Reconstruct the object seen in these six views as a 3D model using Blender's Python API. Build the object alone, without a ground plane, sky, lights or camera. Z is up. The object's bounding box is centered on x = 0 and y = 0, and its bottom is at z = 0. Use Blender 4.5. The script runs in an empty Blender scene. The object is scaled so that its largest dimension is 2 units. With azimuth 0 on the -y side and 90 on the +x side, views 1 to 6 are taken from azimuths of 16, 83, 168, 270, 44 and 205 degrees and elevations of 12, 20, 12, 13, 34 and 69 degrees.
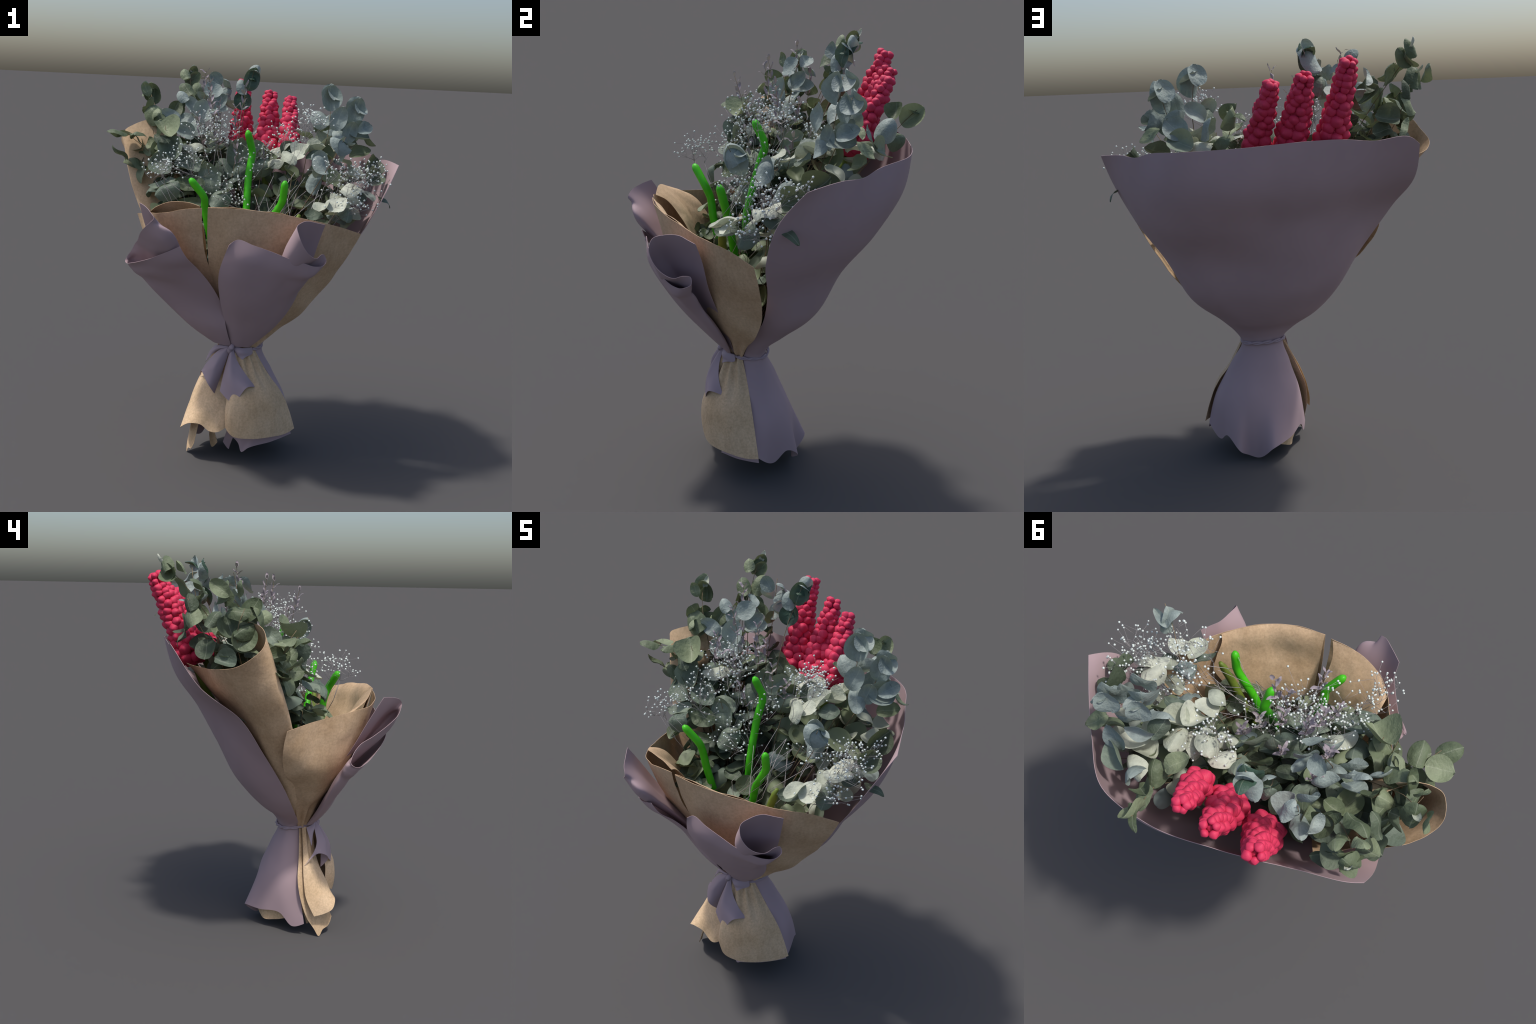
# Wrapped flower bouquet: paper sheets tied at a neck, three crimson flower
# spikes, eucalyptus, baby's breath and bent green stems.
import bpy, math, random
import numpy as np
from mathutils import Vector, Matrix, noise

rng = random.Random(11)
V = Vector

# ------------------------------------------------------------------ helpers
def link(o, parent=None):
    bpy.context.scene.collection.objects.link(o)
    if parent is not None:
        o.parent = parent
    return o

def make_mesh(name, verts, faces, mat=None, smooth=True):
    me = bpy.data.meshes.new(name)
    me.from_pydata([tuple(v) for v in verts], [], faces)
    me.validate()
    if smooth:
        me.polygons.foreach_set("use_smooth", [True] * len(me.polygons))
    if mat:
        me.materials.append(mat)
    me.update()
    return me

def curve_points(ctrl, n):
    """n points on a chord-length cubic through the control points."""
    P = np.array(ctrl, float)
    if len(P) == 2:
        t = np.linspace(0, 1, n)[:, None]
        return P[0] * (1 - t) + P[1] * t
    d = np.maximum(np.linalg.norm(np.diff(P, axis=0), axis=1), 1e-6)
    t = np.r_[0, np.cumsum(d)]
    s = np.diff(P, axis=0) / d[:, None]
    m = np.zeros_like(P)
    m[1:-1] = (s[:-1] * d[1:, None] + s[1:] * d[:-1, None]) / (d[:-1] + d[1:])[:, None]
    m[0] = 1.5 * s[0] - .5 * m[1]
    m[-1] = 1.5 * s[-1] - .5 * m[-2]
    u = np.linspace(0, t[-1], n)
    k = np.clip(np.searchsorted(t, u, side='right') - 1, 0, len(d) - 1)
    h = d[k][:, None]
    x = ((u - t[k]) / d[k])[:, None]
    return ((2*x**3 - 3*x**2 + 1) * P[k] + (x**3 - 2*x**2 + x) * h * m[k]
            + (-2*x**3 + 3*x**2) * P[k+1] + (x**3 - x**2) * h * m[k+1])

def grid_surface(rows, nu, nv):
    """Loft through rows of control points; returns an nv x nu x 3 grid."""
    R = np.array([curve_points(r, nu) for r in rows])
    return np.array([curve_points(R[:, i], nv) for i in range(nu)]).transpose(1, 0, 2)

def sheet(name, rows, mat, parent, nu=48, nv=48, wrinkle=.004, scale=7.0,
          thick=.0016, seed=0.0, pleat=None):
    G = grid_surface(rows, nu, nv)
    # normals from finite differences, used for wrinkles and pleats
    du = np.gradient(G, axis=1)
    dv = np.gradient(G, axis=0)
    N = np.cross(du, dv)
    N /= np.maximum(np.linalg.norm(N, axis=2, keepdims=True), 1e-9)
    verts = []
    for j in range(nv):
        for i in range(nu):
            p = G[j, i]
            q = V((p[0] * scale + seed, p[1] * scale, p[2] * scale * .6))
            a = noise.noise(q) * wrinkle + noise.noise(q * 2.7) * wrinkle * .35
            if pleat:
                amp, freq, v0, width = pleat
                w = math.exp(-((j / (nv - 1) - v0) / width) ** 2)
                a += amp * w * math.sin(freq * math.pi * i / (nu - 1) + seed)
            verts.append(p + N[j, i] * a)
    quads = [(j*nu+i, j*nu+i+1, (j+1)*nu+i+1, (j+1)*nu+i)
             for j in range(nv-1) for i in range(nu-1)]
    # two faces of the paper a hair apart, and a crisp cut edge between them
    n = nu * nv
    front = [v + N[k // nu, k % nu] * thick * .5 for k, v in enumerate(verts)]
    back = [v - N[k // nu, k % nu] * thick * .5 for k, v in enumerate(verts)]
    faces = quads + [tuple(i + n for i in reversed(q)) for q in quads]
    ring = (list(range(nu)) + [j*nu + nu-1 for j in range(1, nv)]
            + [(nv-1)*nu + i for i in range(nu-2, -1, -1)] + [j*nu for j in range(nv-2, 0, -1)])
    rim = [front[k] for k in ring] + [back[k] for k in ring]
    m = len(ring)
    faces += [(2*n+k, 2*n+m+k, 2*n+m+(k+1) % m, 2*n+(k+1) % m) for k in range(m)]
    me = make_mesh(name, front + back + rim, faces, mat)
    return link(bpy.data.objects.new(name, me), parent)

def tube_geometry(path, radii, sides=8, cap=True):
    P = [V(p) for p in path]
    verts, faces = [], []
    up = V((0.31, 0.2, 0.93))
    for i, p in enumerate(P):
        t = (P[min(i+1, len(P)-1)] - P[max(i-1, 0)]).normalized()
        a = t.cross(up)
        if a.length < .05:
            a = t.cross(V((1, 0, 0)))
        a.normalize()
        b = t.cross(a)
        r = radii[i] if hasattr(radii, '__len__') else radii
        for k in range(sides):
            an = 2 * math.pi * k / sides
            verts.append(p + a * math.cos(an) * r + b * math.sin(an) * r)
    for i in range(len(P) - 1):
        for k in range(sides):
            k2 = (k + 1) % sides
            faces.append((i*sides+k, i*sides+k2, (i+1)*sides+k2, (i+1)*sides+k))
    if cap:
        faces.append(tuple(range(sides))[::-1])
        faces.append(tuple((len(P)-1)*sides + k for k in range(sides)))
    return verts, faces

class Batch:
    """Collects many small pieces into one mesh."""
    def __init__(self):
        self.v, self.f = [], []
    def add(self, verts, faces):
        b = len(self.v)
        self.v += [tuple(x) for x in verts]
        self.f += [tuple(i + b for i in f) for f in faces]
    def tube(self, path, r, sides=5):
        self.add(*tube_geometry(path, r, sides))
    def build(self, name, mat, parent, kind=None):
        o = link(bpy.data.objects.new(name, make_mesh(name, self.v, self.f, mat)), parent)
        if kind:
            o["kind"] = kind
        return o

# ---------------------------------------------------------------- materials
def new_mat(name):
    m = bpy.data.materials.new(name)
    m.use_nodes = True
    nt = m.node_tree
    b = nt.nodes["Principled BSDF"]
    return m, nt, b

def ramp(nt, fac, stops):
    r = nt.nodes.new("ShaderNodeValToRGB")
    e = r.color_ramp.elements
    while len(e) < len(stops):
        e.new(.5)
    for el, (p, c) in zip(e, stops):
        el.position = p
        el.color = (*c, 1)
    nt.links.new(fac, r.inputs[0])
    return r.outputs[0]

def noise_tex(nt, vec, scale, detail=4, rough=.55):
    n = nt.nodes.new("ShaderNodeTexNoise")
    n.inputs["Scale"].default_value = scale
    n.inputs["Detail"].default_value = detail
    n.inputs["Roughness"].default_value = rough
    nt.links.new(vec, n.inputs["Vector"])
    return n.outputs["Fac"]

def mix(nt, fac, a, b, mode='MIX'):
    m = nt.nodes.new("ShaderNodeMix")
    m.data_type = 'RGBA'
    m.blend_type = mode
    for s, v in ((0, fac), (6, a), (7, b)):
        if isinstance(v, (int, float)):
            m.inputs[s].default_value = v
        elif isinstance(v, tuple):
            m.inputs[s].default_value = (*v, 1)
        else:
            nt.links.new(v, m.inputs[s])
    return m.outputs[2]

def bump(nt, bsdf, height, strength, dist=.002):
    b = nt.nodes.new("ShaderNodeBump")
    b.inputs["Strength"].default_value = strength
    b.inputs["Distance"].default_value = dist
    nt.links.new(height, b.inputs["Height"])
    nt.links.new(b.outputs[0], bsdf.inputs["Normal"])

def object_coord(nt):
    return nt.nodes.new("ShaderNodeTexCoord").outputs["Object"]

def mat_kraft(name, dark, mid, light, fibre=1.0):
    m, nt, b = new_mat(name)
    co = object_coord(nt)
    big = noise_tex(nt, co, 5, 5)
    col = ramp(nt, big, [(.3, dark), (.5, mid), (.7, light)])
    fine = noise_tex(nt, co, 90, 6, .7)
    grain = ramp(nt, fine, [(.35, (.80, .79, .77)), (.6, (1.06, 1.06, 1.06))])
    col = mix(nt, .7 * fibre, col, grain, 'MULTIPLY')
    mp = nt.nodes.new("ShaderNodeMapping")
    mp.inputs["Scale"].default_value = (60, 60, 9)
    nt.links.new(co, mp.inputs[0])
    fib = ramp(nt, noise_tex(nt, mp.outputs[0], 1, 3), [(.38, (.88, .86, .84)), (.55, (1, 1, 1))])
    col = mix(nt, .45 * fibre, col, fib, 'MULTIPLY')
    spot = ramp(nt, noise_tex(nt, co, 14, 2), [(.72, (1, 1, 1)), (.78, (.72, .66, .6))])
    col = mix(nt, .5, col, spot, 'MULTIPLY')
    nt.links.new(col, b.inputs["Base Color"])
    b.inputs["Roughness"].default_value = .85
    crease = nt.nodes.new("ShaderNodeTexVoronoi")
    crease.feature = 'DISTANCE_TO_EDGE'
    crease.inputs["Scale"].default_value = 6
    nt.links.new(co, crease.inputs["Vector"])
    line = ramp(nt, crease.outputs["Distance"], [(0, (.35, .35, .35)), (.05, (.5, .5, .5))])
    bump(nt, b, mix(nt, .75, line, noise_tex(nt, co, 20, 5, .6)), .4, .008)
    return m

def mat_plain(name, colour, rough=.6, var=.08, scale=6, spec=.3):
    m, nt, b = new_mat(name)
    co = object_coord(nt)
    lo = tuple(c * (1 - var) for c in colour)
    hi = tuple(min(1, c * (1 + var)) for c in colour)
    nt.links.new(ramp(nt, noise_tex(nt, co, scale, 4), [(.35, lo), (.65, hi)]), b.inputs["Base Color"])
    b.inputs["Roughness"].default_value = rough
    b.inputs["Specular IOR Level"].default_value = spec
    return m

def mat_leaf(name, dark, mid, light, blotch=.35):
    """Waxy leaf: hue varies per leaf, soft blotches, pale midrib and faint veins."""
    m, nt, b = new_mat(name)
    tc = nt.nodes.new("ShaderNodeTexCoord")
    co = tc.outputs["Object"]
    info = nt.nodes.new("ShaderNodeObjectInfo")
    per = ramp(nt, info.outputs["Random"], [(0, dark), (.5, mid), (1, light)])
    off = nt.nodes.new("ShaderNodeVectorMath")
    off.operation = 'ADD'
    nt.links.new(co, off.inputs[0])
    nt.links.new(info.outputs["Location"], off.inputs[1])
    n = noise_tex(nt, off.outputs[0], 3.2, 4)
    blo = ramp(nt, n, [(.35, tuple(c * .72 for c in mid)), (.65, tuple(c * 1.25 for c in mid))])
    col = mix(nt, blotch, per, blo)
    # midrib and side veins in the leaf's own frame
    sx = nt.nodes.new("ShaderNodeSeparateXYZ")
    nt.links.new(co, sx.inputs[0])
    ab = nt.nodes.new("ShaderNodeMath"); ab.operation = 'ABSOLUTE'
    nt.links.new(sx.outputs[0], ab.inputs[0])
    rib = ramp(nt, ab.outputs[0], [(0.0, (1, 1, 1)), (.022, (0, 0, 0))])
    col = mix(nt, rib, col, mix(nt, .22, col, (.55, .58, .45)))
    v1 = nt.nodes.new("ShaderNodeMath"); v1.operation = 'MULTIPLY_ADD'
    nt.links.new(ab.outputs[0], v1.inputs[0])
    v1.inputs[1].default_value = -.7
    nt.links.new(sx.outputs[1], v1.inputs[2])
    sn = nt.nodes.new("ShaderNodeMath"); sn.operation = 'MULTIPLY'
    nt.links.new(v1.outputs[0], sn.inputs[0]); sn.inputs[1].default_value = 48
    si = nt.nodes.new("ShaderNodeMath"); si.operation = 'SINE'
    nt.links.new(sn.outputs[0], si.inputs[0])
    vein = ramp(nt, si.outputs[0], [(.85, (0, 0, 0)), (1.0, (.10, .10, .10))])
    col = mix(nt, vein, col, tuple(min(1, c * 1.35) for c in mid))
    nt.links.new(col, b.inputs["Base Color"])
    b.inputs["Roughness"].default_value = .55
    b.inputs["Specular IOR Level"].default_value = .3
    bump(nt, b, noise_tex(nt, off.outputs[0], 6, 3), .28, .02)
    tr = nt.nodes.new("ShaderNodeBsdfTranslucent")
    nt.links.new(mix(nt, .5, col, (.35, .42, .18)), tr.inputs[0])
    mx = nt.nodes.new("ShaderNodeMixShader")
    mx.inputs[0].default_value = .12
    nt.links.new(b.outputs[0], mx.inputs[1])
    nt.links.new(tr.outputs[0], mx.inputs[2])
    nt.links.new(mx.outputs[0], nt.nodes["Material Output"].inputs[0])
    return m

KRAFT = mat_kraft("kraft_paper", (.49,.33,.19), (.58,.405,.25), (.66,.475,.305))
KRAFT_PALE = mat_kraft("pale_kraft_paper", (.55,.385,.225), (.64,.46,.285), (.70,.52,.34), 1.2)
LILAC = mat_plain("lilac_paper", (.40, .294, .315), .7, .04, 3)
RIBBON = mat_plain("lilac_ribbon", (.36, .28, .315), .6, .04, 5)
CRIMSON = mat_plain("crimson_floret", (.60, .035, .095), .6, .12, 14)
BRIGHT = mat_plain("bright_green_stem", (.06, .46, .012), .4, .1, 20)
OLIVE = mat_plain("olive_stem", (.14, .20, .03), .5, .15, 20)
TWIG = mat_plain("brown_twig", (.20, .15, .09), .7, .2, 30)
WIRE = mat_plain("grey_twiglet", (.33, .31, .31), .7, .1, 30)
WHITE = mat_plain("white_blossom", (.66, .72, .68), .7, .1, 60)
LEAF = {
    'green': mat_leaf("leaf_green", (.065, .088, .05), (.135, .17, .10), (.29, .335, .21)),
    'grey':  mat_leaf("leaf_grey_green", (.07, .095, .07), (.135, .175, .135), (.25, .30, .235)),
    'blue':  mat_leaf("leaf_blue_grey", (.19, .235, .22), (.28, .335, .315), (.40, .45, .42)),
    'pale':  mat_leaf("leaf_pale", (.34, .37, .29), (.48, .51, .42), (.62, .64, .54)),
    'deep':  mat_leaf("leaf_dark_green", (.04, .055, .035), (.075, .10, .065), (.13, .165, .11)),
    'teal':  mat_leaf("leaf_deep_teal", (.025, .055, .04), (.045, .09, .065), (.08, .14, .105)),
    'pink':  mat_leaf("leaf_mauve", (.27, .22, .24), (.36, .32, .36), (.48, .44, .46)),
}

# ------------------------------------------------------------------ the root
root = bpy.data.objects.new("flower_bouquet", None)
root["label"] = "bouquet of crimson flower spikes and eucalyptus in lilac and kraft paper"
root["category"] = "flower bouquet"
link(root)

# ------------------------------------------------------------ wrapping paper
# Every sheet is lofted through a few rows, from the hem or the tied neck
# upward to the rim; each row runs along the sheet's width.
NECK = .58

sheet("lilac_wrapping_paper", [
    [(-.19,-.20,.07),(-.165,-.14,.045),(-.135,-.07,.11),(-.06,.04,.10),(.05,.125,.085),(.12,.05,.015),
     (.16,.04,.03),(.20,.065,.06),(.255,.0,.13),(.28,-.06,.09),(.325,-.14,.15)],
    [(-.15,-.17,.30),(-.125,-.06,.30),(-.045,.018,.30),(.07,.042,.30),(.18,.02,.30),(.262,-.06,.30),(.28,-.15,.30)],
    [(-.095,-.168,.45),(-.09,-.08,.45),(-.03,-.028,.45),(.05,-.014,.45),(.135,-.032,.45),(.19,-.08,.45),(.195,-.16,.45)],
    [(-.06,-.165,NECK),(-.068,-.10,NECK),(-.02,-.067,NECK),(.035,-.057,NECK),(.09,-.063,NECK),(.137,-.09,NECK),(.125,-.17,NECK)],
    [(-.125,-.155,.63),(-.115,-.085,.63),(-.04,-.042,.63),(.04,-.028,.63),(.11,-.038,.63),(.17,-.08,.63),(.155,-.16,.63)],
    [(-.25,-.13,.71),(-.215,-.03,.71),(-.08,.035,.70),(.05,.055,.70),(.16,.038,.70),(.235,-.04,.70),(.20,-.145,.70)],
    [(-.37,-.07,.86),(-.315,.065,.86),(-.15,.16,.86),(.06,.195,.86),(.22,.175,.86),(.325,.14,.86),(.396,.06,.86),(.368,-.10,.86)],
    [(-.47,.04,1.06),(-.37,.165,1.06),(-.18,.26,1.06),(.05,.30,1.06),(.26,.27,1.06),(.40,.225,1.06),(.482,.12,1.06),(.508,-.09,1.05)],
    [(-.565,.155,1.25),(-.46,.215,1.24),(-.23,.33,1.23),(.05,.40,1.23),(.28,.418,1.24),(.47,.352,1.25),(.595,.17,1.25),(.628,-.105,1.23)],
    [(-.605,.35,1.41),(-.50,.37,1.40),(-.28,.443,1.40),(.05,.518,1.40),(.28,.532,1.40),(.492,.43,1.40),(.632,.215,1.40),(.715,-.06,1.42)],
    [(-.585,.45,1.55),(-.54,.475,1.58),(-.356,.507,1.577),(-.213,.537,1.592),(-.054,.562,1.593),(.227,.572,1.581),(.446,.507,1.573),
     (.566,.352,1.563),(.617,.281,1.545),(.668,.192,1.552),(.756,.04,1.543)],
], LILAC, root, 90, 90, .003, 4, .0018)

# kraft roll standing at the left, rim curling round into a cone
sheet("kraft_wrapping_paper", [
    [(-.03,-.10,NECK),(-.045,-.12,NECK),(-.052,-.14,NECK),(-.052,-.155,NECK),(-.05,-.165,NECK),(-.045,-.165,NECK),(-.035,-.155,NECK)],
    [(-.12,-.01,.80),(-.20,-.03,.80),(-.265,-.06,.80),(-.285,-.09,.80),(-.265,-.14,.80),(-.21,-.13,.80),(-.15,-.09,.80)],
    [(-.22,.10,1.0),(-.34,.045,1.0),(-.42,-.005,1.0),(-.44,-.06,1.0),(-.42,-.12,1.0),(-.34,-.09,1.01),(-.27,-.03,1.02)],
    [(-.30,.22,1.24),(-.45,.155,1.24),(-.55,.085,1.24),(-.585,.02,1.24),(-.57,-.085,1.235),(-.49,-.06,1.26),(-.41,.0,1.28)],
    [(-.35,.36,1.42),(-.50,.29,1.40),(-.61,.20,1.40),(-.675,.10,1.41),(-.665,-.015,1.42),(-.57,-.01,1.47),(-.46,.06,1.50)],
    [(-.38,.42,1.49),(-.482,.337,1.48),(-.65,.253,1.489),(-.731,.178,1.507),(-.762,.115,1.545),(-.740,.054,1.599),
     (-.718,.045,1.63),(-.669,.052,1.66),(-.615,.072,1.685),(-.56,.13,1.70),(-.50,.20,1.71)],
], KRAFT, root, 72, 64, .007, 8, .0016, 3.1)

# kraft sheet over the front left
FL_RIM = [(-.589,-.065,1.20),(-.484,-.195,1.229),(-.41,-.343,1.258),(-.373,-.417,1.271),(-.305,-.488,1.283),(-.255,-.508,1.293),(-.16,-.528,1.32),(-.06,-.532,1.335)]
sheet("kraft_wrapping_paper", [
    [(-.06,-.160,NECK),(-.056,-.185,NECK),(-.035,-.20,NECK),(-.015,-.21,NECK),(.005,-.215,NECK)],
    [(-.205,-.135,.73),(-.185,-.212,.73),(-.125,-.258,.73),(-.05,-.276,.73),(.005,-.278,.73)],
    [(-.335,-.115,.88),(-.335,-.245,.87),(-.235,-.318,.86),(-.10,-.345,.86),(-.012,-.342,.87)],
    [(-.47,-.06,.98),(-.435,-.205,.98),(-.34,-.34,.98),(-.18,-.405,.98),(-.04,-.405,.99)],
    [(-.565,-.05,1.11),(-.475,-.19,1.11),(-.385,-.345,1.12),(-.26,-.445,1.12),(-.14,-.47,1.12),(-.062,-.467,1.12)],
    FL_RIM,
], KRAFT, root, 56, 56, .007, 9, .0016, 7.7, (.008, 9, .12, .15))

# kraft sheet over the front right
FR_RIM = [(-.03,-.535,1.34),(.115,-.52,1.344),(.248,-.472,1.333),(.416,-.358,1.297),(.514,-.255,1.263),(.622,-.152,1.217)]
FR_110 = [(-.047,-.46,1.10),(.10,-.475,1.12),(.24,-.43,1.12),(.38,-.33,1.11),(.50,-.215,1.10),(.564,-.13,1.10)]
sheet("kraft_wrapping_paper", [
    [(.005,-.222,NECK),(.04,-.222,NECK),(.075,-.212,NECK),(.105,-.195,NECK),(.125,-.175,NECK)],
    [(.0,-.275,.70),(.06,-.275,.70),(.12,-.26,.70),(.18,-.215,.68),(.225,-.16,.68)],
    [(-.02,-.315,.80),(.08,-.325,.80),(.19,-.305,.80),(.29,-.235,.79),(.355,-.13,.79)],
    [(-.045,-.365,.92),(.08,-.395,.92),(.20,-.37,.91),(.33,-.27,.90),(.43,-.11,.895)],
    FR_110,
    FR_RIM,
], KRAFT, root, 64, 56, .006, 8, .0016, 12.3, (.008, 9, .10, .13))

# hems folded to the inside of the two front kraft sheets
def shifted(pts, dx, dy, dz):
    return [(x + dx, y + dy, z + dz) for x, y, z in pts]
sheet("folded_paper_hem", [
    [(-.04,-.35,.90),(.06,-.34,.90),(.17,-.31,.90),(.32,-.24,.92)],
    [(-.04,-.385,1.00),(.06,-.36,1.00),(.16,-.325,1.00),(.34,-.275,1.02)],
    [(-.04,-.42,1.08),(.06,-.388,1.085),(.155,-.352,1.085),(.30,-.31,1.095),(.40,-.29,1.13)],
    [(-.035,-.475,1.21),(.09,-.452,1.215),(.22,-.405,1.215),(.39,-.315,1.21)],
    [(-.03,-.525,1.328),(.11,-.505,1.337),(.235,-.458,1.325),(.385,-.370,1.298)],
    [(-.03,-.533,1.341),(.115,-.517,1.346),(.245,-.470,1.335),(.39,-.376,1.304)],
], KRAFT, root, 40, 44, .007, 9, .0016, 21)
sheet("folded_paper_hem", [
    [(-.30,-.24,1.06),(-.24,-.31,1.06),(-.16,-.345,1.06),(-.09,-.35,1.06)],
    [(-.345,-.29,1.17),(-.28,-.36,1.20),(-.18,-.39,1.21),(-.09,-.405,1.21)],
    [(-.37,-.36,1.25),(-.31,-.435,1.295),(-.22,-.475,1.325),(-.09,-.485,1.315)],
    [(-.375,-.40,1.268),(-.31,-.465,1.315),(-.22,-.498,1.350),(-.13,-.515,1.350),(-.072,-.522,1.338)],
], KRAFT, root, 36, 36, .006, 9, .0016, 25)

# lilac sheets at the front: each is one S-fold - the far corner rolls round to
# a near wall, runs outward, turns back on itself and crosses the front
sheet("lilac_front_paper", [
    [(.112,-.212,.60),(.10,-.215,.60),(.088,-.222,.60),(.085,-.230,.60),(.09,-.236,.60),(.10,-.232,.60),(.11,-.23,.60),(.112,-.236,.60),(.105,-.243,.60),(.085,-.25,.60),(.06,-.258,.60),(.04,-.258,.60),(.018,-.252,.60)],
    [(.215,-.245,.75),(.195,-.262,.75),(.17,-.285,.755),(.163,-.30,.755),(.17,-.312,.75),(.195,-.305,.745),(.24,-.265,.75),(.26,-.272,.75),(.25,-.295,.75),(.215,-.325,.75),(.15,-.354,.75),(.08,-.362,.75),(.012,-.345,.75)],
    [(.32,-.285,.90),(.29,-.315,.91),(.255,-.36,.92),(.245,-.385,.92),(.255,-.40,.91),(.285,-.39,.90),(.325,-.335,.905),(.357,-.335,.905),(.345,-.362,.90),(.29,-.407,.90),(.20,-.454,.90),(.10,-.468,.90),(.012,-.44,.90)],
    [(.415,-.326,1.06),(.37,-.37,1.08),(.325,-.43,1.10),(.305,-.465,1.095),(.315,-.487,1.07),(.345,-.475,1.035),(.40,-.395,1.04),(.434,-.385,1.04),(.425,-.425,1.02),(.35,-.482,1.03),(.24,-.532,1.05),(.13,-.554,1.06),(.036,-.53,1.05)],
    [(.458,-.347,1.197),(.40,-.40,1.215),(.365,-.46,1.22),(.348,-.512,1.205),(.362,-.535,1.17),(.395,-.52,1.12),(.445,-.43,1.095),(.475,-.395,1.085),(.468,-.445,1.058),(.38,-.508,1.08),(.27,-.55,1.11),(.16,-.574,1.13),(.072,-.565,1.14)],
    [(.488,-.369,1.283),(.455,-.40,1.293),(.425,-.428,1.302),(.402,-.49,1.302),(.394,-.538,1.288),(.41,-.555,1.255),(.43,-.545,1.207),(.455,-.512,1.163),(.478,-.465,1.142),(.486,-.425,1.152),(.496,-.395,1.148),
     (.509,-.395,1.122),(.503,-.432,1.104),(.468,-.469,1.104),(.43,-.502,1.12),(.38,-.527,1.136),(.28,-.555,1.172),(.206,-.567,1.193),(.124,-.572,1.211),(.092,-.58,1.185)],
], LILAC, root, 110, 50, .002, 5, .0016, 1.0)
sheet("lilac_front_paper", [
    [(-.06,-.20,.60),(-.04,-.21,.60),(-.02,-.222,.60),(-.01,-.230,.60),(-.02,-.236,.60),(-.045,-.228,.60),(-.075,-.208,.60),(-.09,-.213,.60),(-.085,-.227,.60),(-.06,-.242,.60),(-.03,-.254,.60),(.0,-.26,.60),(.022,-.254,.60)],
    [(-.13,-.235,.72),(-.09,-.265,.72),(-.05,-.295,.725),(-.038,-.31,.725),(-.055,-.315,.72),(-.10,-.295,.715),(-.20,-.252,.71),(-.228,-.265,.71),(-.215,-.282,.705),(-.16,-.308,.705),(-.10,-.328,.71),(-.04,-.34,.715),(.018,-.338,.715)],
    [(-.19,-.275,.83),(-.14,-.305,.84),(-.085,-.332,.845),(-.07,-.348,.845),(-.09,-.355,.84),(-.16,-.335,.825),(-.29,-.285,.815),(-.325,-.29,.805),(-.31,-.315,.80),(-.24,-.348,.81),(-.16,-.372,.82),(-.07,-.382,.825),(.008,-.372,.825)],
    [(-.27,-.335,.95),(-.205,-.375,.965),(-.13,-.415,.98),(-.11,-.437,.98),(-.135,-.44,.965),(-.215,-.41,.945),(-.37,-.335,.945),(-.428,-.335,.935),(-.415,-.365,.925),(-.33,-.405,.93),(-.23,-.435,.935),(-.12,-.452,.94),(-.025,-.447,.945)],
    [(-.335,-.405,1.08),(-.265,-.465,1.10),(-.185,-.505,1.12),(-.145,-.542,1.125),(-.17,-.542,1.09),(-.255,-.49,1.045),(-.41,-.37,1.015),(-.477,-.352,.99),(-.465,-.388,.97),(-.39,-.44,.98),(-.29,-.49,1.0),(-.18,-.522,1.03),(-.08,-.522,1.05)],
    [(-.363,-.465,1.20),(-.30,-.53,1.22),(-.225,-.59,1.24),(-.182,-.632,1.235),(-.205,-.63,1.195),(-.275,-.57,1.135),(-.42,-.405,1.06),(-.49,-.362,1.015),(-.48,-.405,.995),(-.42,-.445,1.005),(-.315,-.51,1.035),(-.20,-.565,1.075),(-.11,-.577,1.105)],
    [(-.367,-.543,1.335),(-.315,-.595,1.33),(-.268,-.642,1.312),(-.245,-.656,1.29),(-.263,-.648,1.270),(-.295,-.632,1.243),(-.338,-.586,1.205),(-.39,-.50,1.15),(-.439,-.426,1.111),(-.48,-.387,1.06),
     (-.502,-.380,1.032),(-.502,-.40,1.015),(-.488,-.42,1.01),(-.446,-.459,1.021),(-.332,-.53,1.064),(-.215,-.587,1.12),(-.138,-.60,1.16)],
], LILAC, root, 110, 54, .002, 5, .0016, 3.0)

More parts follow.
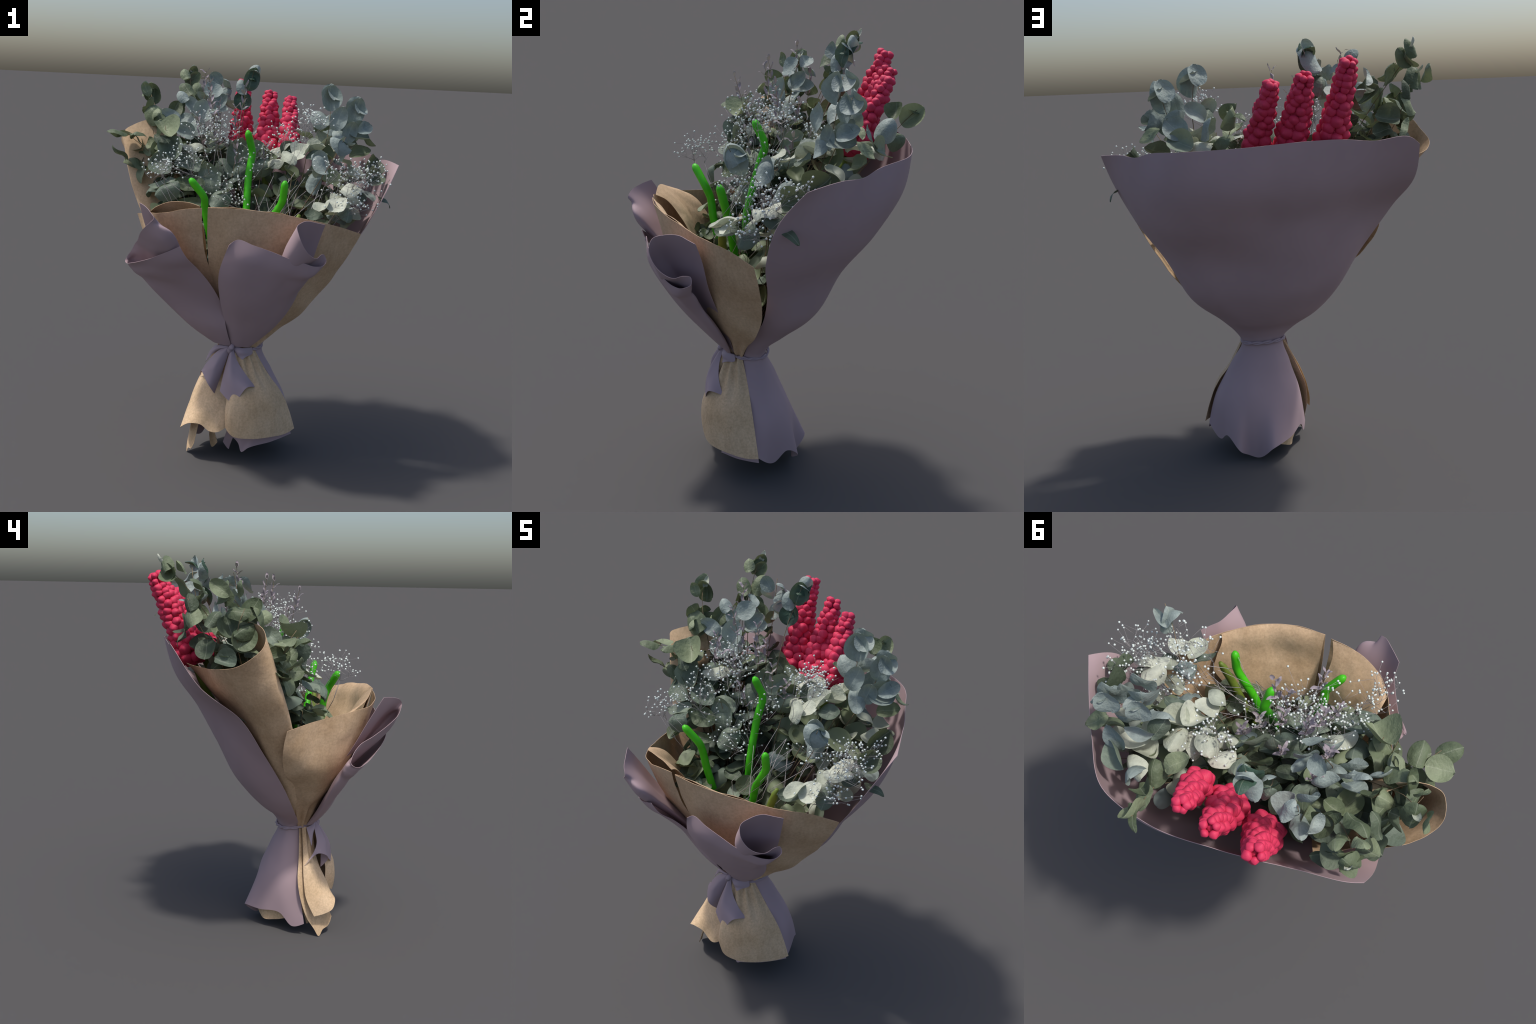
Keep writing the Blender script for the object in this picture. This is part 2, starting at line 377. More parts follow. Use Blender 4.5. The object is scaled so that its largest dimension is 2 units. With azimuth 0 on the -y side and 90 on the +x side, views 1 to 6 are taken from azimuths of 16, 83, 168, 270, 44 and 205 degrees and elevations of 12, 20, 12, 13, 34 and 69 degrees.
# skirts below the tie
sheet("kraft_paper_skirt", [
    [(.02,-.240,NECK),(.05,-.244,NECK),(.085,-.225,NECK),(.119,-.178,NECK)],
    [(.024,-.285,.47),(.06,-.312,.47),(.13,-.275,.46),(.19,-.162,.46)],
    [(.03,-.325,.33),(.07,-.372,.34),(.16,-.355,.34),(.24,-.275,.34),(.285,-.152,.33)],
    [(.028,-.33,.24),(.07,-.38,.24),(.17,-.365,.24),(.26,-.285,.24),(.325,-.145,.23)],
    [(.038,-.345,.195),(.077,-.370,.172),(.178,-.356,.165),(.261,-.292,.160),(.31,-.21,.150),(.346,-.14,.160)],
], KRAFT_PALE, root, 48, 44, .005, 9, .0016, 31, (.008, 9, .15, .25))
sheet("kraft_paper_skirt", [
    [(.018,-.238,NECK),(-.02,-.238,NECK),(-.055,-.215,NECK),(-.07,-.18,NECK)],
    [(.024,-.25,.46),(-.03,-.245,.46),(-.085,-.225,.46),(-.125,-.185,.46)],
    [(.028,-.275,.35),(-.02,-.285,.35),(-.09,-.28,.35),(-.155,-.245,.34),(-.185,-.19,.34)],
    [(.032,-.315,.255),(-.02,-.33,.255),(-.10,-.33,.255),(-.185,-.285,.24),(-.218,-.205,.23)],
    [(.036,-.335,.192),(.0,-.362,.172),(-.05,-.358,.170),(-.09,-.362,.198),(-.143,-.368,.20),(-.205,-.345,.158),(-.215,-.31,.142),(-.228,-.25,.13)],
], KRAFT_PALE, root, 48, 44, .005, 9, .0016, 35, (.007, 9, .15, .25))
sheet("kraft_paper_skirt", [
    [(-.01,-.215,NECK),(-.04,-.19,NECK),(-.062,-.168,NECK)],
    [(-.05,-.215,.43),(-.10,-.195,.43),(-.135,-.165,.43)],
    [(-.10,-.255,.30),(-.155,-.215,.30),(-.185,-.16,.30)],
    [(-.12,-.325,.16),(-.17,-.275,.15),(-.20,-.20,.14)],
    [(-.125,-.355,.09),(-.15,-.335,.045),(-.175,-.305,.032),(-.192,-.285,.000),(-.20,-.255,.045),(-.195,-.215,.10)],
], KRAFT_PALE, root, 32, 36, .005, 9, .0016, 39)
sheet("kraft_paper_skirt", [
    [(-.03,-.20,.50),(-.06,-.13,.50),(-.02,-.085,.50),(.04,-.075,.50)],
    [(-.09,-.24,.28),(-.12,-.10,.28),(-.05,.0,.28),(.06,.03,.28)],
    [(-.03,-.265,.07),(-.075,-.225,.022),(-.095,-.20,.095),(-.115,-.12,.075),(-.085,-.04,.05),(-.06,.02,.045),(-.02,.04,.06),(.05,.05,.09)],
], KRAFT_PALE, root, 36, 30, .005, 9, .0016, 43)
sheet("lilac_paper_skirt", [
    [(.02,-.20,.50),(.08,-.21,.50),(.16,-.15,.50)],
    [(.05,-.28,.30),(.15,-.29,.30),(.27,-.145,.30)],
    [(.0,-.26,.075),(.025,-.24,.03),(.05,-.27,.115),(.095,-.30,.10),(.112,-.298,.055),(.145,-.302,.083),(.25,-.23,.108),(.33,-.138,.128)],
], LILAC, root, 44, 30, .003, 6, .0016, 47)

# ------------------------------------------------------------- ribbon & bow
b = Batch()
loop = [(.03,-.245,.590),(.08,-.238,.583),(.118,-.195,.578),(.140,-.13,.573),(.135,-.085,.572),(.09,-.054,.572),(.035,-.047,.572),
        (-.02,-.058,.572),(-.07,-.095,.574),(-.073,-.145,.578),(-.055,-.195,.583),(-.02,-.235,.588),(.025,-.247,.590)]
path = curve_points(loop, 72)
for s in (0, 1):
    tw = []
    for i, p in enumerate(path):
        a = i * .55 + s * math.pi
        tw.append((p[0], p[1] + .003 * math.cos(a), p[2] + .005 * math.sin(a)))
    b.tube(tw, .0055, 8)
b.build("ribbon_cord", RIBBON, root)

bow = bpy.data.objects.new("ribbon_bow", None)
link(bow, root)
# tails: each row is one crosswise line from the knot outward
sheet("bow_tail", [
    [(.020,-.256,.590),(.027,-.264,.592),(.036,-.256,.588)],
    [(.014,-.275,.545),(.034,-.296,.55),(.056,-.276,.548)],
    [(.004,-.312,.46),(.050,-.345,.46),(.115,-.292,.475)],
    [(-.002,-.338,.384),(.078,-.36,.345),(.140,-.342,.424),(.168,-.277,.407)],
], RIBBON, bow, 26, 26, .002, 8, .0016, 51)
sheet("bow_tail", [
    [(.018,-.254,.590),(.008,-.262,.592),(-.002,-.250,.588)],
    [(.010,-.268,.55),(-.015,-.285,.56),(-.045,-.252,.565)],
    [(-.012,-.29,.46),(-.045,-.318,.475),(-.100,-.262,.50)],
    [(-.046,-.292,.346),(-.066,-.33,.403),(-.128,-.268,.450),(-.160,-.195,.392)],
], RIBBON, bow, 26, 26, .002, 8, .0016, 55)
sheet("bow_tail", [
    [(.03,-.252,.594),(.032,-.256,.586),(.034,-.25,.578)],
    [(.070,-.252,.594),(.072,-.268,.575),(.062,-.262,.555)],
    [(.118,-.212,.592),(.123,-.212,.562),(.100,-.252,.550),(.088,-.27,.540)],
], RIBBON, bow, 20, 18, .002, 9, .0016, 59)
sheet("bow_tail", [
    [(.02,-.25,.594),(.018,-.254,.586),(.02,-.248,.580)],
    [(-.03,-.248,.592),(-.04,-.255,.58),(-.04,-.245,.568)],
    [(-.075,-.205,.580),(-.10,-.215,.55),(-.12,-.235,.49)],
], RIBBON, bow, 18, 18, .002, 9, .0016, 63)
bm_v, bm_f = tube_geometry(curve_points([(.018,-.255,.565),(.02,-.268,.578),(.026,-.272,.592),(.03,-.262,.604),(.028,-.248,.606)], 14),
                           [.006,.010,.013,.014,.014,.014,.014,.014,.014,.013,.012,.010,.008,.005], 10)
link(bpy.data.objects.new("bow_knot", make_mesh("bow_knot", bm_v, bm_f, RIBBON)), bow)

# -------------------------------------------------------- crimson spikes
def floret_mesh():
    """Plump bud: a faceted ball drawn out to a blunt outer point with a crease."""
    import bmesh
    bm = bmesh.new()
    bmesh.ops.create_icosphere(bm, subdivisions=3, radius=1)
    for v in bm.verts:
        x, y, z = v.co
        an = math.atan2(y, x)
        r = 1 + .05 * abs(math.cos(2.5 * an))          # five soft ridges
        tip = max(0, z) ** 2.5
        v.co = V((x * r * (1 - .30 * tip), y * r * (1 - .30 * tip), z * .88 + .26 * tip))
    me = bpy.data.meshes.new("floret")
    bm.to_mesh(me)
    bm.free()
    me.polygons.foreach_set("use_smooth", [True] * len(me.polygons))
    me.materials.append(CRIMSON)
    return me
FLORET = floret_mesh()

SPIKES = [  # tip, lower end of the flower head
    (V((-.232,.588,1.900)), V((-.175,.400,1.48))),
    (V((-.059,.560,1.852)), V((-.012,.368,1.50))),
    (V((.070,.518,1.825)), V((.128,.330,1.52))),
]
GIRTH = (1.0, 1.0, .84)
for (tip, base), girth in zip(SPIKES, GIRTH):
    ax = (base - tip).normalized()
    length = (base - tip).length
    a = ax.cross(V((0, 0, 1))).normalized()
    c = ax.cross(a)
    core_path = [tip + ax * (.012 + length * t) for t in (0, .25, .5, .75, 1)]
    cv, cf = tube_geometry(core_path, [girth * q for q in (.014, .030, .042, .054, .045)], 12)
    spike = link(bpy.data.objects.new("flower_spike", make_mesh("flower_spike", cv, cf, CRIMSON)), root)
    d, ring, turn = .004, 0, rng.random() * 6
    while d < length:
        t = d / length
        s = .0160 + .0125 * t                # bud radius
        R = (.034 + .043 * t ** .9) * girth - s * .70  # distance of the bud centres from the axis
        n = max(5, int(round(2 * math.pi * R / (1.86 * s))))
        for k in range(n):
            an = 2 * math.pi * k / n + turn + rng.uniform(-.16, .16)
            out = a * math.cos(an) + c * math.sin(an)
            sc = s * rng.uniform(.86, 1.18)
            p = tip + ax * (d + rng.uniform(-.3, .3) * s) + out * (R + rng.uniform(-.12, .16) * s)
            zdir = (out - ax * (.35 + rng.uniform(-.3, .3))).normalized()
            xdir = zdir.cross(ax).normalized()
            ydir = zdir.cross(xdir)
            M = Matrix((xdir, ydir, zdir)).transposed().to_4x4() @ Matrix.Rotation(rng.uniform(-.6, .6), 4, 'Z')
            o = bpy.data.objects.new("floret", FLORET)
            o.matrix_world = Matrix.Translation(p) @ M @ Matrix.Diagonal((sc * 1.08, sc * 1.05, sc * 1.0, 1))
            link(o, spike)
        d += s * 1.56
        ring += 1
        turn += .22 + (.35 if ring % 3 == 0 else 0)

# -------------------------------------------------------------- stems
def stem(name, ctrl, r, mat, parent=root, n=24, taper=1.0, sides=12, round_tip=True):
    P = curve_points(ctrl, n)
    rad = [r * (1 + (taper - 1) * i / (n - 1)) for i in range(n)]
    if round_tip:
        rad[0] *= .45
        rad[1] = r * .9
    v, f = tube_geometry(P, rad, sides)
    return link(bpy.data.objects.new(name, make_mesh(name, v, f, mat)), parent)

def kinked(corners, k=.12):
    """Straight runs with short rounded bends at the corners."""
    C = [V(q) for q in corners]
    out = [C[0]]
    for p, q, r in zip(C, C[1:], C[2:]):
        out += [q.lerp(p, min(k, .016 / (q - p).length)), q.lerp(r, min(k, .016 / (r - q).length))]
    out.append(C[-1])
    pts = []
    for p, q in zip(out, out[1:]):
        m = max(2, int((q - p).length / .03))
        pts += [tuple(p.lerp(q, i / m)) for i in range(m)]
    return pts + [tuple(out[-1])]
for corners in ([(-.197,-.335,1.441),(-.135,-.290,1.350),(-.140,-.268,1.290),(-.120,-.262,1.195),(-.08,-.22,.95),(.0,-.16,.60)],
                [(.002,-.065,1.671),(.021,-.020,1.560),(.014,-.055,1.455),(.028,-.118,1.255),(.02,-.14,.95),(.02,-.15,.60)],
                [(.256,-.249,1.455),(.243,-.226,1.352),(.150,-.200,1.200),(.08,-.17,.95),(.04,-.15,.60)]):
    K = kinked(corners)
    stem("cut_flower_stem", K, .0185, BRIGHT, n=len(K) * 2)
for (tip, base), q in zip(SPIKES, ((-.02, 0), (.03, 0), (.07, -.02))):
    low = base + (base - tip) * .5
    stem("spike_stem", [tuple(base), tuple(low), (low.x*.4+q[0], low.y*.4-.05, .95), (q[0], -.12, .58)], .020, OLIVE)
stem("spike_stem", [(.335,-.25,1.30),(.30,-.25,1.20),(.18,-.2,.95),(.06,-.15,.58)], .018, OLIVE)

# -------------------------------------------------------------- leaves
def leaf_mesh(name, width, cup, fold, curl, wave, mat):
    """One leaf, unit long along +Y, face along +Z."""
    nu, nv = 9, 13
    verts, faces = [], []
    for j in range(nv):
        t = .5 - .5 * math.cos(math.pi * j / (nv - 1))
        w = width * .5 * math.sqrt(max(0, 1 - (2 * t ** .88 - 1) ** 2)) ** (.92 if t > .4 else 1.1)
        for i in range(nu):
            s = -1 + 2 * i / (nu - 1)
            x = s * w
            y = t - .03 * s * s
            z = cup * (s * s * w * w * 4 + (t - .5) ** 2) + fold * abs(x) + curl * (t - .5) ** 3 * 4
            z += wave * math.sin(7 * t + 2.2 * s) * abs(s)
            z += .035 * noise.noise(V((x * 4 + width * 31, y * 4, cup * 17)))
            verts.append((x, y, z))
    for j in range(nv - 1):
        for i in range(nu - 1):
            faces.append((j*nu+i, j*nu+i+1, (j+1)*nu+i+1, (j+1)*nu+i))
    return make_mesh(name, verts, faces, mat)

SHAPES = [(.86, .45, .05, .20, .020), (.80, -.40, -.10, -.25, .03), (.92, .60, .12, .0, .025), (.78, -.65, .0, -.15, .03),
          (.72, .15, .38, .35, .03), (.66, -.45, .10, -.55, .02), (.95, .10, .12, .10, .05), (.74, .35, -.25, .45, .03)]
NARROW = [(.42, .25, .3, .35, .01), (.36, -.2, .15, -.4, .02)]
MESHES = {k: [leaf_mesh("leaf", *s, m) for s in SHAPES] for k, m in LEAF.items()}
SLIM = {k: [leaf_mesh("leaf", *s, m) for s in NARROW] for k, m in LEAF.items()}

def leaf_matrix(centre, length, direction, normal):
    n = V(normal).normalized()
    y = V(direction)
    y = (y - n * y.dot(n))
    if y.length < 1e-3:
        y = n.orthogonal()
    y.normalize()
    x = y.cross(n)
    M = Matrix((x, y, n)).transposed().to_4x4()
    return Matrix.Translation(V(centre) - y * length * .5) @ M @ Matrix.Diagonal((length, length, length, 1))

named = 0
leaf_stuff = {k: Batch() for k in LEAF}
def put_leaf(centre, length, direction, normal, kind, parent, slim=False, single=True, shape=None):
    global named
    lib = (SLIM if slim else MESHES)[kind]
    me = lib[shape if shape is not None else rng.randrange(len(lib))]
    M = leaf_matrix(centre, length, direction, normal)
    if single and named < 300:
        o = bpy.data.objects.new("leaf", me)
        o.matrix_world = M
        link(o, parent)
        named += 1
    else:
        leaf_stuff[kind].add([M @ v.co for v in me.vertices], [tuple(p.vertices) for p in me.polygons])
    return M @ V((0, 0, 0))

CORE = V((.03, -.12, .85))
def rand_vec(s):
    return V((rng.gauss(0, s), rng.gauss(0, s), rng.gauss(0, s)))

def branch(points, kind, leaves, r=.004):
    """A eucalyptus branch: woody stem through points (tip first), with given leaves
    (centre, length, normal or None, slim) hung on it by short stalks."""
    bt = Batch()
    P = curve_points(points, 22)
    bt.tube(P, [r * (.35 + .65 * i / 21) for i in range(22)], 6)
    holder = bt.build("eucalyptus_branch", TWIG, root)
    for lf in leaves:
        ce, ln = V(lf[0]), lf[1]
        nrm = lf[2] if len(lf) > 2 else None
        slim = lf[3] if len(lf) > 3 else False
        k = lf[4] if len(lf) > 4 else kind
        i = min(range(len(P)), key=lambda q: (V(P[q]) - ce).length)
        i2 = min(len(P) - 1, i + 1)
        d = (ce - V(P[i2]))
        if d.length < .01:
            d = V(P[0]) - V(P[-1])
        d = d.normalized() + V((0, 0, .15))
        if nrm is None:
            nrm = V((.3, -.55, .6)) + rand_vec(.35)
        if k == 'pale':                 # pale leaves lie open to the sky
            nrm = V(nrm) + V((-.35, -.05, .2))
        put_leaf(ce, ln, d, nrm, k, holder, slim)
    return holder

FACE = V((.35, -.75, .5))      # turned to the front of the bouquet
SIDE = V((-.75, -.2, .55))
UP = V((0, -.2, 1))
# --- branches that stand out of the outline -------------------------------
branch([(-.525,.50,1.94),(-.50,.43,1.87),(-.42,.32,1.72),(-.2,.1,1.2),(0,-.1,.6)], 'green', [
    ((-.527,.526,1.960), .068, V((.8,-.3,.2)), True, 'pale'), ((-.528,.423,1.943), .075, V((.35,-.75,.5))), ((-.503,.493,1.912), .095, V((.5,-.8,.15))),
    ((-.490,.345,1.862), .115, V((.35,-.7,.5))), ((-.450,.419,1.850), .115, V((.5,-.75,.2))), ((-.535,.515,1.955), .09, V((-.7,.6,.3))),
    ((-.505,.487,1.905), .09, V((-.8,.4,.2))),
    ((-.39,.36,1.76), .11, V((.3,.5,.5)))])
branch([(-.665,.235,1.85),(-.62,.18,1.79),(-.52,.12,1.65),(-.25,0,1.2),(0,-.1,.6)], 'green', [
    ((-.664,.251,1.855), .07, V((.7,-.2,.5)), True, 'pale'), ((-.653,.167,1.845), .072, V((.4,-.8,.4))), ((-.638,.233,1.809), .085, V((.5,-.8,.1)), False),
    ((-.690,.252,1.846), .10, V((-.95,.1,.25))), ((-.654,.253,1.834), .115, V((-.3,.9,.2))), ((-.561,.059,1.736), .140, V((.2,-.75,.5))),
    ((-.640,.17,1.745), .11, V((-.8,-.1,.5))), ((-.55,.19,1.70), .12, V((-.6,-.3,.6))),
    ((-.56,.10,1.67), .13, V((-.3,-.8,.4))), ((-.63,.14,1.67), .11, SIDE), ((-.50,.20,1.74), .11, V((.5,-.5,.5)))])
branch([(-.66,-.10,1.64),(-.62,-.06,1.59),(-.54,-.02,1.52),(-.30,-.05,1.15),(0,-.1,.6)], 'green', [
    ((-.690,-.112,1.636), .105, V((.15,.3,1))), ((-.597,-.057,1.591), .095, V((.6,.5,.5)), True), ((-.595,-.065,1.63), .11, V((-.1,.2,.95))),
    ((-.682,-.045,1.602), .11, V((-.2,.2,.95))), ((-.55,.0,1.55), .11, V((-.5,-.5,.7))), ((-.60,-.0,1.54), .10, SIDE)])
branch([(-.67,-.08,1.50),(-.64,-.04,1.47),(-.55,-.02,1.40),(-.30,-.06,1.05),(0,-.1,.6)], 'green', [
    ((-.688,-.091,1.510), .10, V((.1,.35,1))), ((-.645,-.021,1.457), .105, V((.1,-.35,.8))), ((-.600,-.04,1.47), .10, V((.6,-.3,.5))),
    ((-.60,.02,1.46), .10, V((-.6,0,.8))), ((-.57,-.06,1.42), .11, V((-.6,-.6,.4)))])
# leaves that fill the kraft roll on the left
branch([(-.66,.14,1.76),(-.64,.17,1.68),(-.54,.14,1.45),(-.3,.05,1.1),(0,-.1,.6)], 'green', [
    ((-.59,.11,1.752), .12, V((-.85,-.1,.45))), ((-.565,.191,1.716), .11, V((-.8,.1,.5))), ((-.575,.21,1.675), .11, V((-.8,.1,.3)), False, 'deep'),
    ((-.60,.138,1.628), .125, V((-.9,-.1,.3))), ((-.565,.219,1.585), .11, V((-.6,.1,.7))), ((-.60,.123,1.572), .13, V((-.3,.1,.9)), True),
    ((-.59,.226,1.514), .105, V((-.8,.1,.6)), False, 'grey'), ((-.56,.043,1.725), .10, V((-.8,-.3,.3)))])
branch([(-.56,.40,1.80),(-.54,.36,1.70),(-.46,.25,1.50),(-.25,.1,1.1),(0,-.1,.6)], 'green', [
    ((-.56,.40,1.785), .09, V((-.8,.4,.2)), False, 'deep'), ((-.57,.388,1.725), .11, V((-.8,.4,.3))), ((-.56,.286,1.712), .10, V((-.8,.2,.3)), False, 'deep'),
    ((-.57,.315,1.567), .11, V((-.7,.3,.5)), False, 'deep'), ((-.45,.40,1.66), .11, V((0,.8,.4)), False, 'deep'),
    ((-.52,.44,1.62), .10, V((-.3,.7,.5)), True), ((-.42,.43,1.61), .10, V((.1,.8,.5)), False, 'deep')])
branch([(-.50,-.10,1.66),(-.50,-.06,1.60),(-.46,-.02,1.45),(-.25,-.05,1.1),(0,-.1,.6)], 'grey', [
    ((-.50,.017,1.625), .11, V((-.8,-.2,.4))), ((-.49,-.014,1.54), .12, V((-.8,-.1,.4)), False, 'green'), ((-.50,-.09,1.468), .11, V((-.8,-.2,.4)), False, 'green'),
    ((-.47,-.058,1.60), .12, V((-.7,-.3,.5)), False, 'green'), ((-.44,-.12,1.615), .10, V((-.3,-.3,.8)), False, 'deep')])
# blue-grey branch at the left centre
branch([(-.30,.20,1.92),(-.32,.18,1.83),(-.33,.15,1.72),(-.2,.05,1.3),(0,-.1,.6)], 'blue', [
    ((-.440,.166,1.824), .08, FACE), ((-.258,.145,1.858), .10, V((.45,-.7,.6))), ((-.396,.189,1.770), .10, FACE), ((-.305,.109,1.746), .12, V((.4,-.8,.35))),
    ((-.431,.185,1.689), .10, V((.1,-.6,.7))), ((-.486,.117,1.708), .11, V((.3,-.8,.5))), ((-.300,.22,1.87), .09, V((.3,.4,.8))), ((-.24,.18,1.80), .10, V((.6,-.5,.4))),
    ((-.34,.25,1.83), .09, V((-.5,.5,.6))), ((-.25,.20,1.76), .11, V((.6,-.2,.6))), ((-.33,.12,1.67), .11, FACE), ((-.40,.10,1.63), .11, FACE)])
branch([(-.30,.40,1.94),(-.30,.39,1.85),(-.29,.36,1.72),(-.15,.1,1.3),(0,-.1,.6)], 'blue', [
    ((-.327,.365,1.915), .085, V((.4,-.8,.3))), ((-.270,.397,1.856), .09, FACE), ((-.312,.401,1.771), .11, V((.3,-.7,.6))), ((-.27,.42,1.90), .08, V((.3,.7,.4))),
    ((-.36,.40,1.84), .09, V((-.7,.3,.5))), ((-.394,.344,1.801), .09, V((-.3,.7,.5)), False, 'deep'), ((-.26,.36,1.78), .10, V((.6,.3,.6)))])
branch([(-.105,.37,1.975),(-.12,.37,1.92),(-.15,.34,1.80),(-.1,.15,1.4),(0,-.1,.6)], 'teal', [
    ((-.118,.365,1.925), .12, V((.45,-.75,.25))), ((-.160,.346,1.808), .105, V((.4,-.8,.4))), ((-.112,.39,1.955), .10, V((.2,-.6,.5)), False),
    ((-.125,.40,1.925), .13, V((-.3,.85,.2)), False, 'blue'), ((-.10,.385,1.965), .08, V((-.5,.8,.1)), False, 'blue'), ((-.175,.375,1.81), .09, V((-.2,.9,.1)), False, 'grey'),
    ((-.15,.33,1.885), .09, V((.6,-.5,.2)), False, 'blue')])
# blue-grey branches at the right
branch([(.345,.26,1.89),(.352,.25,1.83),(.36,.22,1.70),(.25,.1,1.3),(.03,-.1,.6)], 'blue', [
    ((.350,.245,1.845), .13, V((.4,-.85,.3))), ((.342,.285,1.875), .095, V((-.3,.8,.4))), ((.365,.262,1.862), .10, V((.5,-.2,.8))),
    ((.310,.210,1.745), .115, V((.3,-.8,.4))), ((.36,.30,1.72), .11, V((-.2,.9,.3))), ((.30,.27,1.71), .10, V((-.3,.8,.5)), False, 'grey'),
    ((.421,.148,1.748), .12, V((.35,-.85,.35)))])
branch([(.49,.265,1.83),(.485,.25,1.77),(.45,.22,1.66),(.3,.1,1.3),(.03,-.1,.6)], 'blue', [
    ((.490,.245,1.787), .13, V((.4,-.85,.3))), ((.482,.28,1.815), .10, V((-.3,.8,.4))), ((.505,.262,1.80), .095, V((.6,-.2,.7))),
    ((.428,.276,1.673), .12, V((.35,-.8,.5))), ((.510,.235,1.656), .12, V((.5,-.5,.6))), ((.54,.24,1.70), .10, V((.7,-.3,.5))),
    ((.522,.286,1.568), .11, V((.3,-.6,.7)), False, 'green'), ((.475,.18,1.68), .11, V((.5,-.8,.2))), ((.44,.14,1.65), .12, V((.45,-.8,.3))), ((.55,.30,1.63), .10, V((.5,.5,.5)), False, 'green')])
branch([(.235,.60,1.72),(.24,.55,1.68),(.26,.42,1.55),(.2,.15,1.2),(.03,-.1,.6)], 'green', [
    ((.235,.585,1.692), .115, V((.8,-.35,.4))), ((.230,.510,1.715), .085, V((.6,-.4,.6))), ((.285,.503,1.620), .11, V((.7,.2,.6))),
    ((.232,.603,1.712), .10, V((.3,.2,.9)), True), ((.344,.436,1.670), .115, V((.8,-.3,.4)), False, 'blue'), ((.20,.335,1.635), .11, V((.1,.2,.9))), ((.36,.41,1.60), .11, V((.6,.5,.5)), False, 'pale'),
    ((.28,.40,1.60), .11, V((.1,.5,.8))), ((.43,.38,1.60), .12, V((.4,.6,.5)), False, 'grey'), ((.45,.34,1.66), .11, V((.2,.8,.4)), False, 'blue'), ((.375,.312,1.546), .12, V((.1,-.3,.9)), False, 'pale')])
# front right blue leaf cluster, and pale leaves lit by the sun
branch([(.53,-.225,1.68),(.50,-.20,1.63),(.42,-.10,1.50),(.25,-.05,1.2),(.03,-.1,.6)], 'blue', [
    ((.515,-.21,1.655), .115, V((.6,-.3,.6))), ((.50,-.19,1.62), .12, V((.9,-.3,.2))), ((.53,-.18,1.64), .09, V((.3,.2,.9)), True), ((.391,-.079,1.540), .13, V((.6,-.6,.4))),
    ((.368,-.047,1.530), .13, V((.5,-.7,.3)), False), ((.35,-.01,1.43), .12, V((.4,-.8,.2)))])
branch([(.14,.21,1.63),(.17,.18,1.56),(.2,.1,1.4),(.12,0,1.1),(.03,-.1,.6)], 'pale', [
    ((.139,.202,1.612), .12, V((.1,-.35,.9))), ((.155,.17,1.56), .11, V((.3,-.7,.5)), False, 'grey'), ((.206,-.005,1.555), .11, V((.0,-.3,.9))), ((.10,.12,1.52), .10, V((.2,-.4,.8))),
    ((.23,.06,1.54), .10, V((.2,-.5,.8)))])
branch([(.26,.22,1.63),(.26,.18,1.57),(.25,.1,1.4),(.15,0,1.1),(.03,-.1,.6)], 'pale', [
    ((.254,.145,1.560), .12, V((.1,-.55,.7))), ((.258,.233,1.612), .12, V((.2,-.3,.9))), ((.345,.26,1.605), .11, V((.1,-.4,.9))), ((.31,.17,1.57), .11, V((.1,-.3,.9))), ((.20,.22,1.55), .10, UP),
    ((.33,.10,1.55), .11, V((.2,-.5,.8)), False, 'grey'), ((.40,.31,1.60), .11, V((.3,.1,.9)))])
branch([(.57,-.11,1.45),(.54,-.10,1.40),(.45,-.08,1.25),(.25,-.1,1.0),(.03,-.1,.6)], 'pale', [
    ((.555,-.10,1.425), .12, V((.1,-.5,.8))), ((.509,-.222,1.352), .115, V((.2,-.6,.7))), ((.443,-.25,1.340), .115, V((.1,-.5,.8))), ((.50,-.14,1.37), .11, V((.1,-.5,.8))),
    ((.40,-.24,1.30), .10, V((.2,-.6,.7)), False, 'grey'), ((.56,-.18,1.33), .11, V((.5,-.5,.6)), False, 'grey'), ((.52,-.04,1.44), .12, UP), ((.60,-.06,1.40), .11, V((.5,-.3,.7)), False, 'grey'),
    ((.705,-.023,1.372), .11, V((.5,-.2,.8)), True, 'deep'), ((.63,.02,1.47), .11, V((.5,-.5,.4)), False, 'deep'), ((.60,.12,1.52), .12, V((.6,-.5,.3)), False, 'deep')])
branch([(.02,.22,1.60),(.02,.18,1.52),(.03,.1,1.4),(.03,0,1.1),(.03,-.1,.6)], 'grey', [
    ((.02,.215,1.555), .11, V((.3,-.5,.7))), ((-.07,.25,1.56), .11, V((.2,-.6,.7)), False, 'deep'), ((.08,.22,1.57), .11, V((.2,-.4,.8)), False, 'pale'), ((-.13,.27,1.55), .12, V((.1,-.6,.7)), False, 'green'),
    ((-.20,.30,1.58), .11, V((.3,-.5,.7)), False, 'deep'), ((-.29,.33,1.66), .12, V((-.7,-.1,.5)), False, 'deep'), ((-.28,.36,1.58), .12, V((-.7,.1,.5)), False, 'deep'), ((-.31,.37,1.71), .11, V((-.7,.1,.5)), False, 'green'), ((.04,.16,1.50), .12, V((.3,-.7,.5)), False, 'green'), ((-.05,.18,1.52), .12, V((.3,-.7,.5)), False, 'green')])
for px, py, pz in ((-.17,-.31,1.09), (-.05,-.28,1.06), (.10,-.23,1.06), (.24,-.24,1.06), (.02,-.15,1.14), (-.20,-.21,1.18)):
    foot = V((px, py, pz))
    branch([(px, py, pz), (px * .8, py * .9, pz - .1), (px * .4, -.15, .85), (.03, -.14, .6)], 'deep', [
        (foot + V((math.cos(q), math.sin(q), 0)) * .055 + V((0, 0, rng.uniform(-.05, .03))), rng.uniform(.08, .11),
         V((math.cos(q) * .5, math.sin(q) * .5 - .3, .8)) + rand_vec(.25), False, rng.choice(['deep', 'deep', 'green', 'grey'])) for q in (0.3, 1.4, 2.6, 3.7, 4.8, 5.7)])
